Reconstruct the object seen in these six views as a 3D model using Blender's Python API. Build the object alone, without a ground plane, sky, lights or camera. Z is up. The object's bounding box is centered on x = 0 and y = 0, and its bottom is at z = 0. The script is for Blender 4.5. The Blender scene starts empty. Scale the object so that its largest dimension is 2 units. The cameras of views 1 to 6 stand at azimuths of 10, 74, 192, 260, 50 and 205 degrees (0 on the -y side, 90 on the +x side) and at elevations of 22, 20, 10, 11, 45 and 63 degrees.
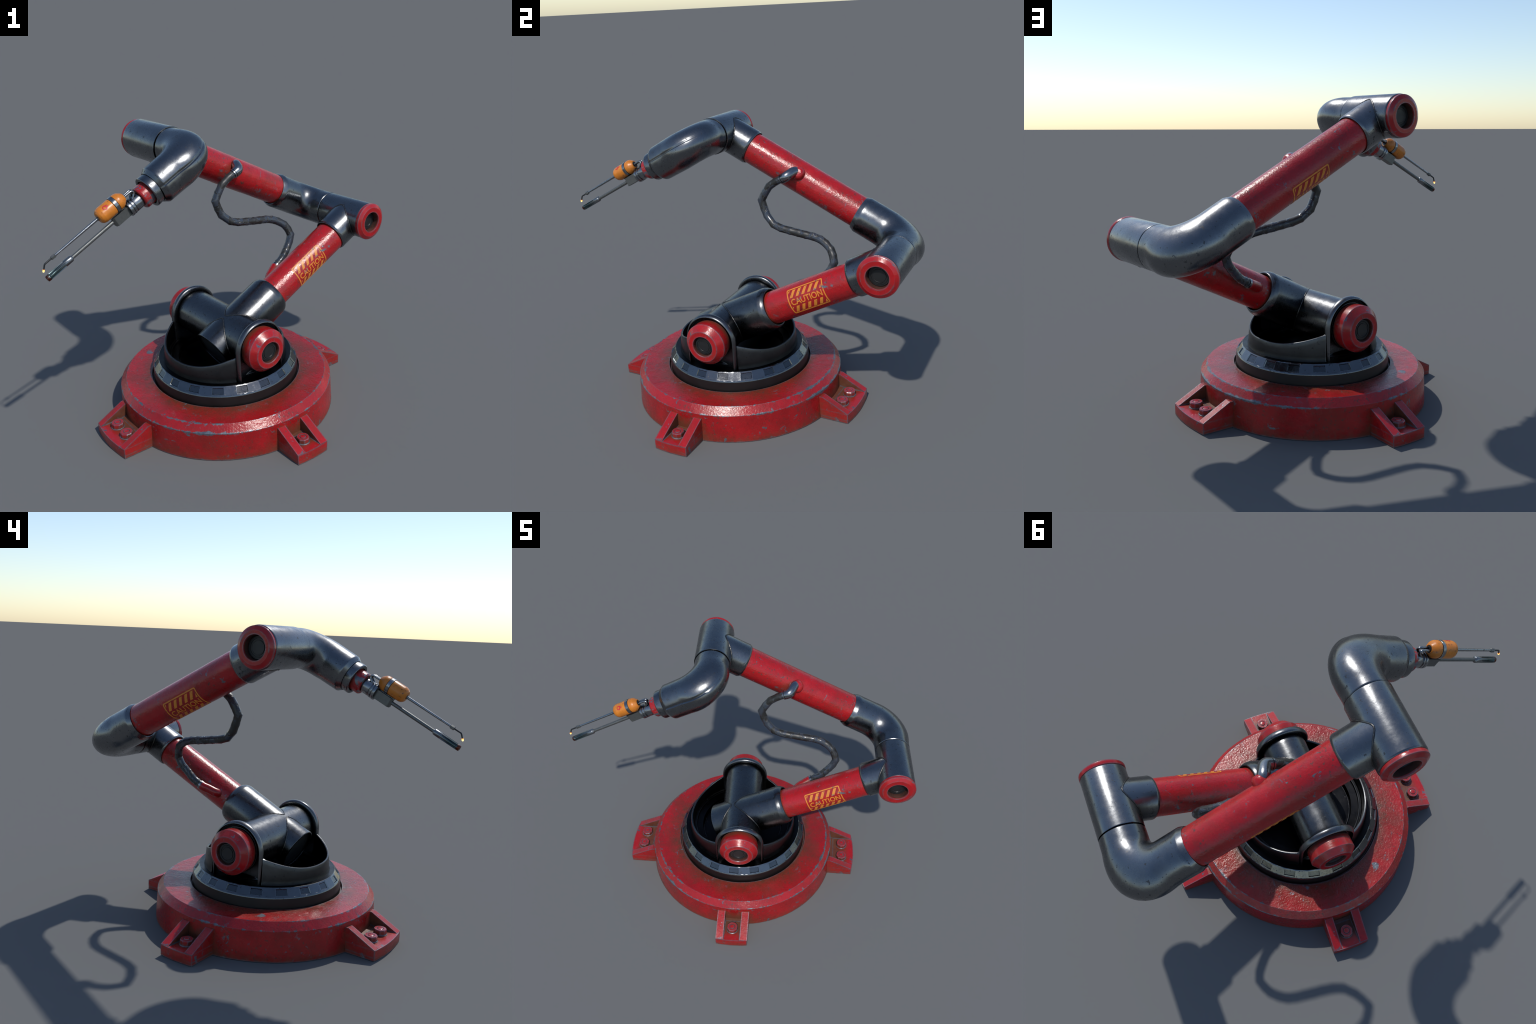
"""Red and gun-metal industrial robot arm with a welding torch, built part by part."""
import bpy, bmesh, math, random
from mathutils import Vector, Matrix, noise

random.seed(7)
rad = math.radians
TAU = math.tau

# ------------------------------------------------------------------ frame of the machine
ORIGIN = Vector((-0.1425, -0.1065, 0.0))            # turning axis of the arm
ARM_AZ, BASE_AZ = rad(48.2), rad(46.0)
A = Vector((math.cos(ARM_AZ), math.sin(ARM_AZ), 0))  # reach direction of the arm
B = Vector((math.sin(ARM_AZ), -math.cos(ARM_AZ), 0)) # direction of every joint axis
UP = Vector((0, 0, 1))


def at(a, b, z):
    return ORIGIN + a * A + b * B + z * UP


def frame(pos, z_axis, x_axis):
    z = z_axis.normalized()
    x = (x_axis - z * x_axis.dot(z)).normalized()
    y = z.cross(x)
    m = Matrix((x, y, z)).transposed().to_4x4()
    m.translation = pos
    return m


# joint positions (reach, sideways, height)
PIVOT = at(0, 0, 0.510)
LOWER_DIR = (0.8978 * A + 0.4405 * UP).normalized()
LOWER_UP = (-0.4405 * A + 0.8978 * UP).normalized()
LOWER_SIDE = 0.0985
ELBOW = at(1.053, LOWER_SIDE, 1.0315)
ELBOW_CORNER = at(1.053, -0.3504, 1.0315)
UPPER_DIR = (-0.8866 * A + 0.4625 * UP).normalized()
UPPER_UP = (0.4625 * A + 0.8866 * UP).normalized()
HEAD = at(-0.188, -0.3504, 1.6850)
HEAD_CORNER = at(-0.188, 0.0655, 1.6850)
TOOL_DIR = (-0.8878 * A - 0.4602 * UP).normalized()
TOOL_UP = (-0.4602 * A + 0.8878 * UP).normalized()
PIPE = 0.1205                                        # outer radius of the pipe fittings

# ------------------------------------------------------------------ object helpers
WORLD = {}


def link(obj, parent, world):
    bpy.context.scene.collection.objects.link(obj)
    WORLD[obj.name] = world
    if parent is not None:
        obj.parent = parent
        obj.matrix_basis = WORLD[parent.name].inverted() @ world
    else:
        obj.matrix_basis = world
    return obj


def finish(bm, name, parent, world, mat, sharp=32, smooth=True):
    bmesh.ops.recalc_face_normals(bm, faces=bm.faces)
    me = bpy.data.meshes.new(name)
    bm.to_mesh(me)
    bm.free()
    if smooth:
        for p in me.polygons:
            p.use_smooth = True
        me.set_sharp_from_angle(angle=rad(sharp))
    mats = mat if isinstance(mat, (list, tuple)) else [mat]
    for m in mats:
        me.materials.append(m)
    return link(bpy.data.objects.new(name, me), parent, world)


def repeat(obj, parent, world):
    o = obj.copy()
    bpy.context.scene.collection.objects.link(o)
    WORLD[o.name] = world
    o.parent = parent
    o.matrix_parent_inverse = Matrix()
    o.matrix_basis = WORLD[parent.name].inverted() @ world
    return o


def rounded(pts, r=0.003, n=3, skip=()):
    """Profile (z, radius) with its inner corners rounded."""
    out = [pts[0]]
    for i in range(1, len(pts) - 1):
        p0, p1, p2 = Vector(pts[i - 1]), Vector(pts[i]), Vector(pts[i + 1])
        d0, d1 = p0 - p1, p2 - p1
        k = min(r, d0.length * 0.45, d1.length * 0.45)
        if i in skip or k < 1e-5:
            out.append(tuple(p1))
            continue
        a, b = p1 + d0.normalized() * k, p1 + d1.normalized() * k
        for j in range(n + 1):
            t = j / n
            out.append(tuple(a * (1 - t) ** 2 + p1 * 2 * t * (1 - t) + b * t * t))
    out.append(pts[-1])
    return out


def lathe(prof, n=64, bm=None):
    bm = bm or bmesh.new()
    rings = []
    for z, r in prof:
        if r < 1e-6:
            rings.append([bm.verts.new((0, 0, z))])
        else:
            rings.append([bm.verts.new((r * math.cos(TAU * i / n), r * math.sin(TAU * i / n), z)) for i in range(n)])
    for r0, r1 in zip(rings, rings[1:]):
        for i in range(n):
            j = (i + 1) % n
            if len(r0) == 1 and len(r1) == 1:
                continue
            if len(r0) == 1:
                bm.faces.new((r0[0], r1[j], r1[i]))
            elif len(r1) == 1:
                bm.faces.new((r0[i], r0[j], r1[0]))
            else:
                bm.faces.new((r0[i], r0[j], r1[j], r1[i]))
    return bm


def sweep(path, radii, n=24, closed=False, bm=None, caps=True, up=Vector((0.13, 0.2, 1))):
    """Tube along a path by parallel transport."""
    bm = bm or bmesh.new()
    m = len(path)
    path = [Vector(p) for p in path]
    if not isinstance(radii, (list, tuple)):
        radii = [radii] * m
    tang = []
    for i in range(m):
        p, q = (path[i - 1], path[(i + 1) % m]) if closed else (path[max(i - 1, 0)], path[min(i + 1, m - 1)])
        d0, d1 = (path[i] - p), (q - path[i])
        d0 = d0.normalized() if d0.length > 1e-9 else d1.normalized()
        d1 = d1.normalized() if d1.length > 1e-9 else d0
        tang.append((d0 + d1).normalized())
    x = (up - tang[0] * up.dot(tang[0])).normalized()
    rings = []
    for i in range(m):
        if i:
            x = (x - tang[i] * x.dot(tang[i])).normalized()
        y = tang[i].cross(x)
        rings.append([bm.verts.new(path[i] + radii[i] * (x * math.cos(TAU * k / n) + y * math.sin(TAU * k / n))) for k in range(n)])
    pairs = list(zip(rings, rings[1:])) + ([(rings[-1], rings[0])] if closed else [])
    for r0, r1 in pairs:
        for k in range(n):
            j = (k + 1) % n
            bm.faces.new((r0[k], r0[j], r1[j], r1[k]))
    if caps and not closed:
        bm.faces.new(rings[0][::-1])
        bm.faces.new(rings[-1])
    return bm


def bend_path(start, corner, end, radius, n=16, first=6, last=6):
    """Straight, arc, straight."""
    d0, d1 = (corner - start).normalized(), (end - corner).normalized()
    half = d0.angle(d1) / 2
    t = radius * math.tan(half)
    a, b = corner - d0 * t, corner + d1 * t
    centre = a + (d1 - d0 * d1.dot(d0)).normalized() * radius
    pts = [start.lerp(a, i / first) for i in range(first)]
    axis = d0.cross(d1).normalized()
    for i in range(n + 1):
        pts.append(centre + Matrix.Rotation(2 * half * i / n, 3, axis) @ (a - centre))
    pts += [b.lerp(end, i / last) for i in range(1, last + 1)]
    return pts


def box(bm, lo, hi, chamfer=0.0):
    v = [bm.verts.new((x, y, z)) for x in (lo[0], hi[0]) for y in (lo[1], hi[1]) for z in (lo[2], hi[2])]
    for f in ((0, 1, 3, 2), (4, 6, 7, 5), (0, 4, 5, 1), (2, 3, 7, 6), (0, 2, 6, 4), (1, 5, 7, 3)):
        bm.faces.new([v[i] for i in f])
    if chamfer:
        es = {e for x in v for e in x.link_edges}
        bmesh.ops.bevel(bm, geom=list(es), offset=chamfer, segments=2, affect="EDGES", profile=0.5)


# ------------------------------------------------------------------ material helpers
class Nodes:
    def __init__(self, name):
        self.mat = bpy.data.materials.new(name)
        self.mat.use_nodes = True
        self.t = self.mat.node_tree
        self.t.nodes.clear()
        self.out = self.t.nodes.new("ShaderNodeOutputMaterial")
        self.bsdf = self.t.nodes.new("ShaderNodeBsdfPrincipled")
        self.t.links.new(self.bsdf.outputs[0], self.out.inputs[0])
        self.coord = self.t.nodes.new("ShaderNodeTexCoord").outputs["Object"]

    def put(self, sock, v):
        if isinstance(v, bpy.types.NodeSocket):
            self.t.links.new(v, sock)
        else:
            if sock.type == "RGBA" and not isinstance(v, (int, float)) and len(v) == 3:
                v = (*v, 1)
            sock.default_value = v

    def set(self, **kw):
        for k, v in kw.items():
            self.put(self.bsdf.inputs[k.replace("_", " ")], v)

    def noise(self, scale, detail=4, rough=0.55, distort=0.0, vec=None, offset=None):
        n = self.t.nodes.new("ShaderNodeTexNoise")
        n.inputs["Scale"].default_value = scale
        n.inputs["Detail"].default_value = detail
        n.inputs["Roughness"].default_value = rough
        n.inputs["Distortion"].default_value = distort
        self.put(n.inputs["Vector"], vec or (self.map(offset=offset) if offset else self.coord))
        return n.outputs[0]

    def voronoi(self, scale, feature="F1", vec=None, rnd=1.0):
        n = self.t.nodes.new("ShaderNodeTexVoronoi")
        n.feature = feature
        n.inputs["Scale"].default_value = scale
        n.inputs["Randomness"].default_value = rnd
        self.put(n.inputs["Vector"], vec or self.coord)
        return n.outputs["Distance"]

    def map(self, scale=(1, 1, 1), offset=None, rot=(0, 0, 0)):
        n = self.t.nodes.new("ShaderNodeMapping")
        self.put(n.inputs[0], self.coord)
        n.inputs["Scale"].default_value = scale
        n.inputs["Rotation"].default_value = rot
        n.inputs["Location"].default_value = offset or (0, 0, 0)
        return n.outputs[0]

    def math(self, op, a, b=0.0, c=0.0, clamp=False):
        n = self.t.nodes.new("ShaderNodeMath")
        n.operation = op
        n.use_clamp = clamp
        for s, v in zip(n.inputs, (a, b, c)):
            self.put(s, v)
        return n.outputs[0]

    def ramp(self, v, lo, hi, a=0.0, b=1.0):
        n = self.t.nodes.new("ShaderNodeMapRange")
        n.clamp = True
        self.put(n.inputs[0], v)
        for i, x in enumerate((lo, hi, a, b)):
            self.put(n.inputs[i + 1], x)
        return n.outputs[0]

    def mix(self, f, a, b, mode="MIX"):
        n = self.t.nodes.new("ShaderNodeMix")
        n.data_type = "RGBA"
        n.blend_type = mode
        self.put(n.inputs[0], f)
        self.put(n.inputs[6], a)
        self.put(n.inputs[7], b)
        return n.outputs[2]

    def ao(self, dist, samples=6, inside=False):
        n = self.t.nodes.new("ShaderNodeAmbientOcclusion")
        n.samples = samples
        n.inside = inside
        n.inputs["Distance"].default_value = dist
        return n.outputs["AO"]

    def edges(self, radius, samples=4):
        """0 on flats, up to about 0.3 on sharp edges."""
        b = self.t.nodes.new("ShaderNodeBevel")
        b.samples = samples
        b.inputs[0].default_value = radius
        g = self.t.nodes.new("ShaderNodeNewGeometry")
        d = self.t.nodes.new("ShaderNodeVectorMath")
        d.operation = "DOT_PRODUCT"
        self.put(d.inputs[0], b.outputs[0])
        self.put(d.inputs[1], g.outputs["Normal"])
        return self.math("SUBTRACT", 1.0, d.outputs["Value"])

    def axis(self, which):
        n = self.t.nodes.new("ShaderNodeSeparateXYZ")
        self.put(n.inputs[0], self.coord)
        return n.outputs[which]

    def bump(self, *layers):
        prev = None
        for h, strength, dist in layers:
            n = self.t.nodes.new("ShaderNodeBump")
            n.inputs["Strength"].default_value = strength
            n.inputs["Distance"].default_value = dist
            self.put(n.inputs["Height"], h)
            if prev is not None:
                self.put(n.inputs["Normal"], prev)
            prev = n.outputs[0]
        self.put(self.bsdf.inputs["Normal"], prev)


def painted(name, colour, deep, chip_amount=0.5, edge_amount=1.0, grime_ring=False, rust=0.5, speck=0.5, gloss=0.25, lumps=0.14, pocket=0.0, edge_gain=4.5):
    """Chipped, dented gloss paint over blue-grey steel, rusty in the corners."""
    m = Nodes(name)
    big = m.noise(2.6, 3, 0.6)
    fine = m.noise(34, 5, 0.65)
    col = m.mix(m.ramp(big, 0.35, 0.7), colour, deep)
    col = m.mix(m.ramp(m.noise(9, 6, 0.75), 0.42, 0.68, 0, 0.75), col, (colour[0] * 0.56, colour[1] * 0.95, colour[2] * 0.75))
    col = m.mix(m.ramp(m.noise(4, 6, 0.75, offset=(2, 9, 4)), 0.50, 0.66, 0, 0.45), col, (0.14, 0.026, 0.015))
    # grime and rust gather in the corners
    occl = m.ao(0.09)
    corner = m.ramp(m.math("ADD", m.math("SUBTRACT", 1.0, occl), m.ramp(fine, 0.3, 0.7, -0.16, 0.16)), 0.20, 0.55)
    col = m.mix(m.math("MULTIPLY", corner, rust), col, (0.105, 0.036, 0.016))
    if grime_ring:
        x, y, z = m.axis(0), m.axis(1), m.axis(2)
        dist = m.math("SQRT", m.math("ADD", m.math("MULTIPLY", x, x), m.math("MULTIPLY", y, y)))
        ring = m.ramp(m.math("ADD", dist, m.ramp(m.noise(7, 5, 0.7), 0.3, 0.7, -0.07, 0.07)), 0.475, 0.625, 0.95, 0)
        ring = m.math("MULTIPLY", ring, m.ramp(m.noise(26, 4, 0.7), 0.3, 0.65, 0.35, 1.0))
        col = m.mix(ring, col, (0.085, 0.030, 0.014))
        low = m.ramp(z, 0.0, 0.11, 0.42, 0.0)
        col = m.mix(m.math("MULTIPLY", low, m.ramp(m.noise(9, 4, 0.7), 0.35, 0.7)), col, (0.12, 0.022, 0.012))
    if pocket:                                       # rusty pocket between the ribs of a foot
        x, y, z = m.axis(0), m.axis(1), m.axis(2)
        blot = m.ramp(m.noise(16, 5, 0.7), 0.3, 0.7, -1, 1)
        deep_in = m.ramp(m.math("ADD", x, m.math("MULTIPLY", blot, 0.022)), 0.765, 0.835, 1.0, 0.0)
        between = m.ramp(m.math("ABSOLUTE", y), pocket - 0.012, pocket - 0.008, 1.0, 0.0)
        slope = m.ramp(x, 0.682, 0.862, 0.146, 0.0655)
        below = m.ramp(m.math("SUBTRACT", slope, z), 0.002, 0.008)
        mask = m.math("MULTIPLY", m.math("MULTIPLY", deep_in, between), below)
        col = m.mix(m.math("MULTIPLY", mask, m.ramp(blot, -1, 1, 0.72, 0.97)), col, m.mix(m.ramp(fine, 0.3, 0.7), (0.080, 0.030, 0.016), (0.125, 0.046, 0.022)))
    # dark pitted specks
    speckm = m.math("MULTIPLY", m.ramp(m.noise(58, 3, 0.55, offset=(3, 1, 2)), 0.615, 0.645), speck)
    speckm = m.math("MULTIPLY", speckm, m.ramp(m.noise(5, 2, 0.5, offset=(1, 5, 2)), 0.42, 0.58))
    col = m.mix(speckm, col, (0.060, 0.036, 0.028))
    # bare metal: worn edges, scraped patches
    ragged = m.ramp(m.noise(19, 7, 0.78), 0.32, 0.70, -0.5, 0.5)
    e = m.math("MULTIPLY", m.edges(0.014), edge_gain)
    if grime_ring:                                   # the two rims of the base disc
        def near(r0, z0):
            a, b = m.math("SUBTRACT", dist, r0), m.math("SUBTRACT", z, z0)
            q = m.math("SQRT", m.math("ADD", m.math("MULTIPLY", a, a), m.math("MULTIPLY", b, b)))
            return m.ramp(q, 0.0, 0.022, 0.62, 0.0)
        e = m.math("MAXIMUM", e, m.math("MAXIMUM", near(0.681, 0.1765), m.math("MULTIPLY", near(0.6455, 0.2205), 0.88)))
    where = m.ramp(m.noise(2.3, 3, 0.6, offset=(6, 3, 8)), 0.36, 0.62, -0.16, 0.18)
    wear = m.ramp(m.math("ADD", m.math("ADD", e, where), m.math("MULTIPLY", ragged, 0.75)), 0.50, 0.56)
    wear = m.math("MULTIPLY", wear, m.ramp(e, 0.06, 0.2), clamp=True)
    wear = m.math("MULTIPLY", wear, edge_amount, clamp=True)
    lim = 0.632 - 0.03 * chip_amount
    patch = m.ramp(m.noise(16, 8, 0.74, 0.5, offset=(4, 7, 1)), lim, lim + 0.012)
    patch = m.math("MULTIPLY", patch, m.ramp(m.noise(3.3, 2, 0.5, offset=(9, 2, 6)), 0.42, 0.54))
    bare = m.math("MAXIMUM", wear, patch)
    col = m.mix(bare, col, m.mix(m.ramp(fine, 0.35, 0.65), (0.085, 0.100, 0.125), (0.17, 0.185, 0.205)))
    m.set(Base_Color=col)
    r = m.ramp(m.noise(8, 5, 0.7), 0.3, 0.72, gloss - 0.08, gloss + 0.14)
    r = m.math("ADD", r, m.math("MULTIPLY", corner, 0.25))
    m.set(Roughness=m.math("ADD", m.math("MULTIPLY", bare, 0.08), r))
    m.set(Metallic=m.math("MULTIPLY", bare, 0.5))
    g = m.t.nodes.new("ShaderNodeNewGeometry")
    sep = m.t.nodes.new("ShaderNodeSeparateXYZ")
    m.put(sep.inputs[0], g.outputs["Normal"])
    level = m.ramp(sep.outputs[2], 0.2, 0.8, 0.38, 1.0) if grime_ring else 1.0
    m.bump((m.math("MULTIPLY", m.noise(85, 3, 0.6, 0.3), level), lumps, 0.0045), (m.noise(22, 4, 0.6), 0.35 * lumps, 0.010), (bare, -0.6, 0.0015),
           (m.noise(40, 3, 0.6, vec=m.map((1.0, 0.10, 0.35), rot=(0.3, 0.2, 0.6))), 0.35 * lumps, 0.006))
    return m.mat


def gunmetal(name, tone=0.27, rough=0.27, shade=0.16, dark=1.0, scratch=0.35, edge=0.22, shade_below=None):
    m = Nodes(name)
    base = (tone * 0.95, tone * 0.99, tone * 1.04)
    col = m.mix(m.ramp(m.noise(7, 5, 0.65), 0.32, 0.72), base, tuple(c * 0.78 for c in base))
    # ambient shade of the recesses, mixed into the metal colour
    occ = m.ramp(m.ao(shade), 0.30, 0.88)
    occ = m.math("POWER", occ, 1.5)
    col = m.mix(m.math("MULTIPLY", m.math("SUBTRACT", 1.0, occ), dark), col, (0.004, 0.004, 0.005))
    if shade_below:  # shade around the foot of the cup, put into the colour by height
        lo, hi = shade_below
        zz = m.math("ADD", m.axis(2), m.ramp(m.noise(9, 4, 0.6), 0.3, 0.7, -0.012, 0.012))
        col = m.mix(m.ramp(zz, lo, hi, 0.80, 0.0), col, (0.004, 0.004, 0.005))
    pits = m.ramp(m.noise(48, 3, 0.6, offset=(2, 2, 5)), 0.645, 0.67)
    col = m.mix(m.math("MULTIPLY", pits, 0.6), col, (0.03, 0.03, 0.032))
    e = m.ramp(m.math("ADD", m.math("MULTIPLY", m.edges(0.008), 2.0), m.ramp(m.noise(20, 4, 0.7), 0.3, 0.7, -0.12, 0.08)), 0.16, 0.42)
    col = m.mix(m.math("MULTIPLY", e, edge), col, (0.62, 0.66, 0.70))
    m.set(Base_Color=col, Metallic=1.0)
    scr = m.noise(70, 2, 0.5, vec=m.map((1, 0.05, 0.3), rot=(0.5, 0.9, 0.2)))
    r = m.ramp(m.noise(13, 6, 0.72), 0.3, 0.75, rough - 0.05, rough + 0.13)
    m.set(Roughness=m.math("ADD", r, m.math("MULTIPLY", pits, 0.2)))
    m.bump((m.noise(60, 4, 0.6), 0.16, 0.0015), (m.noise(4.5, 3, 0.6), 0.16, 0.006), (scr, 0.14 * scratch / 0.35, 0.0015), (pits, -0.45, 0.001))
    return m.mat


def simple(name, colour, rough, metal=0.0, var=0.25, scale=25, bump=0.15, crease_shade=0.0, speck=0.0):
    m = Nodes(name)
    col = m.mix(m.ramp(m.noise(scale, 5, 0.65), 0.3, 0.7), colour, tuple(c * (1 - var) for c in colour))
    if crease_shade:  # shade of corners and creases darkens the colour through occlusion
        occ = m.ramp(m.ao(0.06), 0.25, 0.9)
        col = m.mix(m.math("MULTIPLY", m.math("SUBTRACT", 1.0, occ), crease_shade), col, (0.006, 0.005, 0.005))
    if speck:
        spots = m.math("MULTIPLY", m.ramp(m.noise(70, 3, 0.6), 0.60, 0.64), m.ramp(m.noise(14, 3, 0.6), 0.42, 0.6))
        col = m.mix(m.math("MULTIPLY", spots, speck), col, (0.05, 0.03, 0.02))
    m.set(Base_Color=col, Metallic=metal, Roughness=m.ramp(m.noise(scale * 0.6, 4, 0.6), 0.3, 0.7, rough - 0.06, rough + 0.1))
    m.bump((m.noise(scale * 2, 4, 0.6), bump, 0.0015))
    return m.mat


RED, RED_DEEP = (0.385, 0.0085, 0.0120), (0.325, 0.0055, 0.0082)
M_BASE = painted("chipped_red_base_paint", (0.36, 0.0085, 0.0115), (0.30, 0.0055, 0.0080), 0.7, 1.0, grime_ring=True, rust=0.9, speck=0.7, gloss=0.25, lumps=0.40)
M_SHORT_FOOT = painted("chipped_red_short_foot", RED, RED_DEEP, 0.6, 1.0, rust=0.8, speck=0.5, gloss=0.25, lumps=0.14, pocket=0.110, edge_gain=6.5)
M_LONG_FOOT = painted("chipped_red_long_foot", RED, RED_DEEP, 0.6, 1.0, rust=0.8, speck=0.5, gloss=0.25, lumps=0.14, pocket=0.1725, edge_gain=6.5)
M_TUBE = painted("chipped_red_tube_paint", RED, RED_DEEP, 0.9, 0.5, rust=0.6, speck=0.85, gloss=0.23, lumps=0.34)
M_CAP = painted("chipped_red_cap_paint", RED, (0.33, 0.0055, 0.0085), 1.0, 1.0, rust=0.75, speck=0.5, gloss=0.22, lumps=0.14, edge_gain=9.0)
M_WORN = painted("worn_red_stub_paint", RED, RED_DEEP, 3.4, 1.0, rust=0.5, speck=0.5, gloss=0.24, lumps=0.25)
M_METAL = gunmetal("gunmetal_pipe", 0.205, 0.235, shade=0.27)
M_DARK = gunmetal("dark_gunmetal_cup", 0.13, 0.31, shade=0.24, shade_below=(0.325, 0.47))
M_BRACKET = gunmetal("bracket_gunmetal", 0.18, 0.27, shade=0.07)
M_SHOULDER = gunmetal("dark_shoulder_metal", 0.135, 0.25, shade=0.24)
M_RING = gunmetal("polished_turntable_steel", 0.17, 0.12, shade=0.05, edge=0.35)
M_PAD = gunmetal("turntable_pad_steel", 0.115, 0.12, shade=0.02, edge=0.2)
M_RIM = simple("black_turntable_wall", (0.012, 0.009, 0.009), 0.42, 0.3, scale=14, crease_shade=0.7)  # near-black wall colour below the bevel
M_WELD = simple("weld_bead_steel", (0.16, 0.155, 0.15), 0.30, 1.0, 0.6, 60, 0.6, crease_shade=0.6)
M_PLUG = simple("black_plastic_plug", (0.014, 0.015, 0.016), 0.38, 0.0, 0.3, 40, 0.1)
M_STUB_BLACK = simple("stub_black", (0.002, 0.002, 0.002), 0.85, 0.0, 0.3, 40, 0.1)  # flat black painted in place of the stub's dark inside
M_BORE = simple("rusty_bore", (0.10, 0.035, 0.022), 0.6, 0.0, 0.5, 30, 0.3, crease_shade=0.5)
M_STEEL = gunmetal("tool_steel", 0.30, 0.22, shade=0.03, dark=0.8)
M_GREY = simple("grey_bracket_steel", (0.16, 0.165, 0.16), 0.42, 0.75, 0.2, 60, 0.08)
M_ORANGE = simple("orange_tank_enamel", (0.62, 0.195, 0.018), 0.33, 0.0, 0.28, 18, 0.06, crease_shade=0.6, speck=0.75)
M_LOGO = simple("red_flame_print", (0.55, 0.022, 0.03), 0.4, 0.0, 0.15, 60, 0.02)
M_BURNT = simple("heat_burnt_steel", (0.115, 0.030, 0.018), 0.38, 0.6, 0.5, 120, 0.15)


def sign_paint():
    m = Nodes("orange_sign_paint")
    fine = m.noise(34, 5, 0.65)
    col = m.mix(m.ramp(m.noise(20, 5, 0.7), 0.35, 0.7), (0.66, 0.235, 0.025), (0.56, 0.175, 0.022))
    patch = m.ramp(m.noise(16, 8, 0.74, 0.5, offset=(4, 7, 1)), 0.595, 0.610)
    patch = m.math("MULTIPLY", patch, m.ramp(m.noise(3.3, 2, 0.5, offset=(9, 2, 6)), 0.40, 0.52))
    speck = m.ramp(m.noise(58, 3, 0.55, offset=(3, 1, 2)), 0.635, 0.665, 0, 0.8)
    col = m.mix(speck, col, (0.09, 0.05, 0.03))
    col = m.mix(patch, col, (0.16, 0.18, 0.20))
    m.set(Base_Color=col, Roughness=0.4, Metallic=m.math("MULTIPLY", patch, 0.5))
    m.bump((m.noise(42, 3, 0.5, 0.3), 0.3, 0.002))
    return m.mat


def rubber():
    m = Nodes("torn_black_rubber")
    field = m.noise(15, 4, 0.7, 1.0)
    tear = m.ramp(field, 0.49, 0.515)
    col = m.mix(tear, (0.016, 0.016, 0.015), (0.034, 0.042, 0.056))
    rim = m.ramp(m.math("ABSOLUTE", m.math("SUBTRACT", field, 0.50)), 0.0, 0.02, 1, 0)
    col = m.mix(m.math("MULTIPLY", rim, 0.28), col, (0.075, 0.072, 0.060))
    m.set(Base_Color=col, Roughness=m.ramp(tear, 0, 1, 0.42, 0.20))
    m.set(Specular_IOR_Level=0.6)
    m.bump((tear, 0.6, 0.002), (m.noise(55, 4, 0.6), 0.25, 0.0015))
    return m.mat


def socket_metal():
    m = Nodes("tinted_socket_steel")
    z = m.axis(2)
    col = m.mix(m.ramp(z, 0.02, 0.10), (0.21, 0.22, 0.23), (0.060, 0.088, 0.092))
    col = m.mix(m.ramp(m.math("ADD", z, m.ramp(m.noise(60), 0.3, 0.7, -0.012, 0.012)), 0.148, 0.157), col, (0.13, 0.035, 0.02))
    m.set(Base_Color=col, Metallic=0.9, Roughness=0.28)
    m.bump((m.noise(90), 0.15, 0.001))
    return m.mat


def flame():
    m = Nodes("burning_tip")
    z = m.axis(2)
    col = m.mix(m.ramp(z, -0.004, 0.005), (1.0, 0.28, 0.06), (1.0, 0.72, 0.25))
    m.set(Base_Color=(0.9, 0.35, 0.08), Emission_Color=col, Emission_Strength=2.2, Roughness=0.6)
    return m.mat


M_SIGN, M_RUBBER, M_SOCKET, M_FLAME = sign_paint(), rubber(), socket_metal(), flame()

# ================================================================== the machine
arm = bpy.data.objects.new("welding_robot_arm", None)
arm.empty_display_size = 0.2
link(arm, None, Matrix.Translation(ORIGIN))
arm["label"] = "worn red and black jointed robot arm with welding torch"
arm["category"] = "robot arm"

# ------------------------------------------------------------------ base
base_world = Matrix.Translation(ORIGIN) @ Matrix.Rotation(BASE_AZ - math.pi / 2, 4, "Z")
prof = rounded([(0.0, 0.0), (0.0, 0.690), (0.177, 0.6825), (0.2205, 0.645), (0.2205, 0.480), (0.200, 0.474), (0.200, 0.0)], 0.0, 1)
bm = lathe(prof, 96)
base = finish(bm, "base_plate", arm, base_world, M_BASE, 25)


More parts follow.
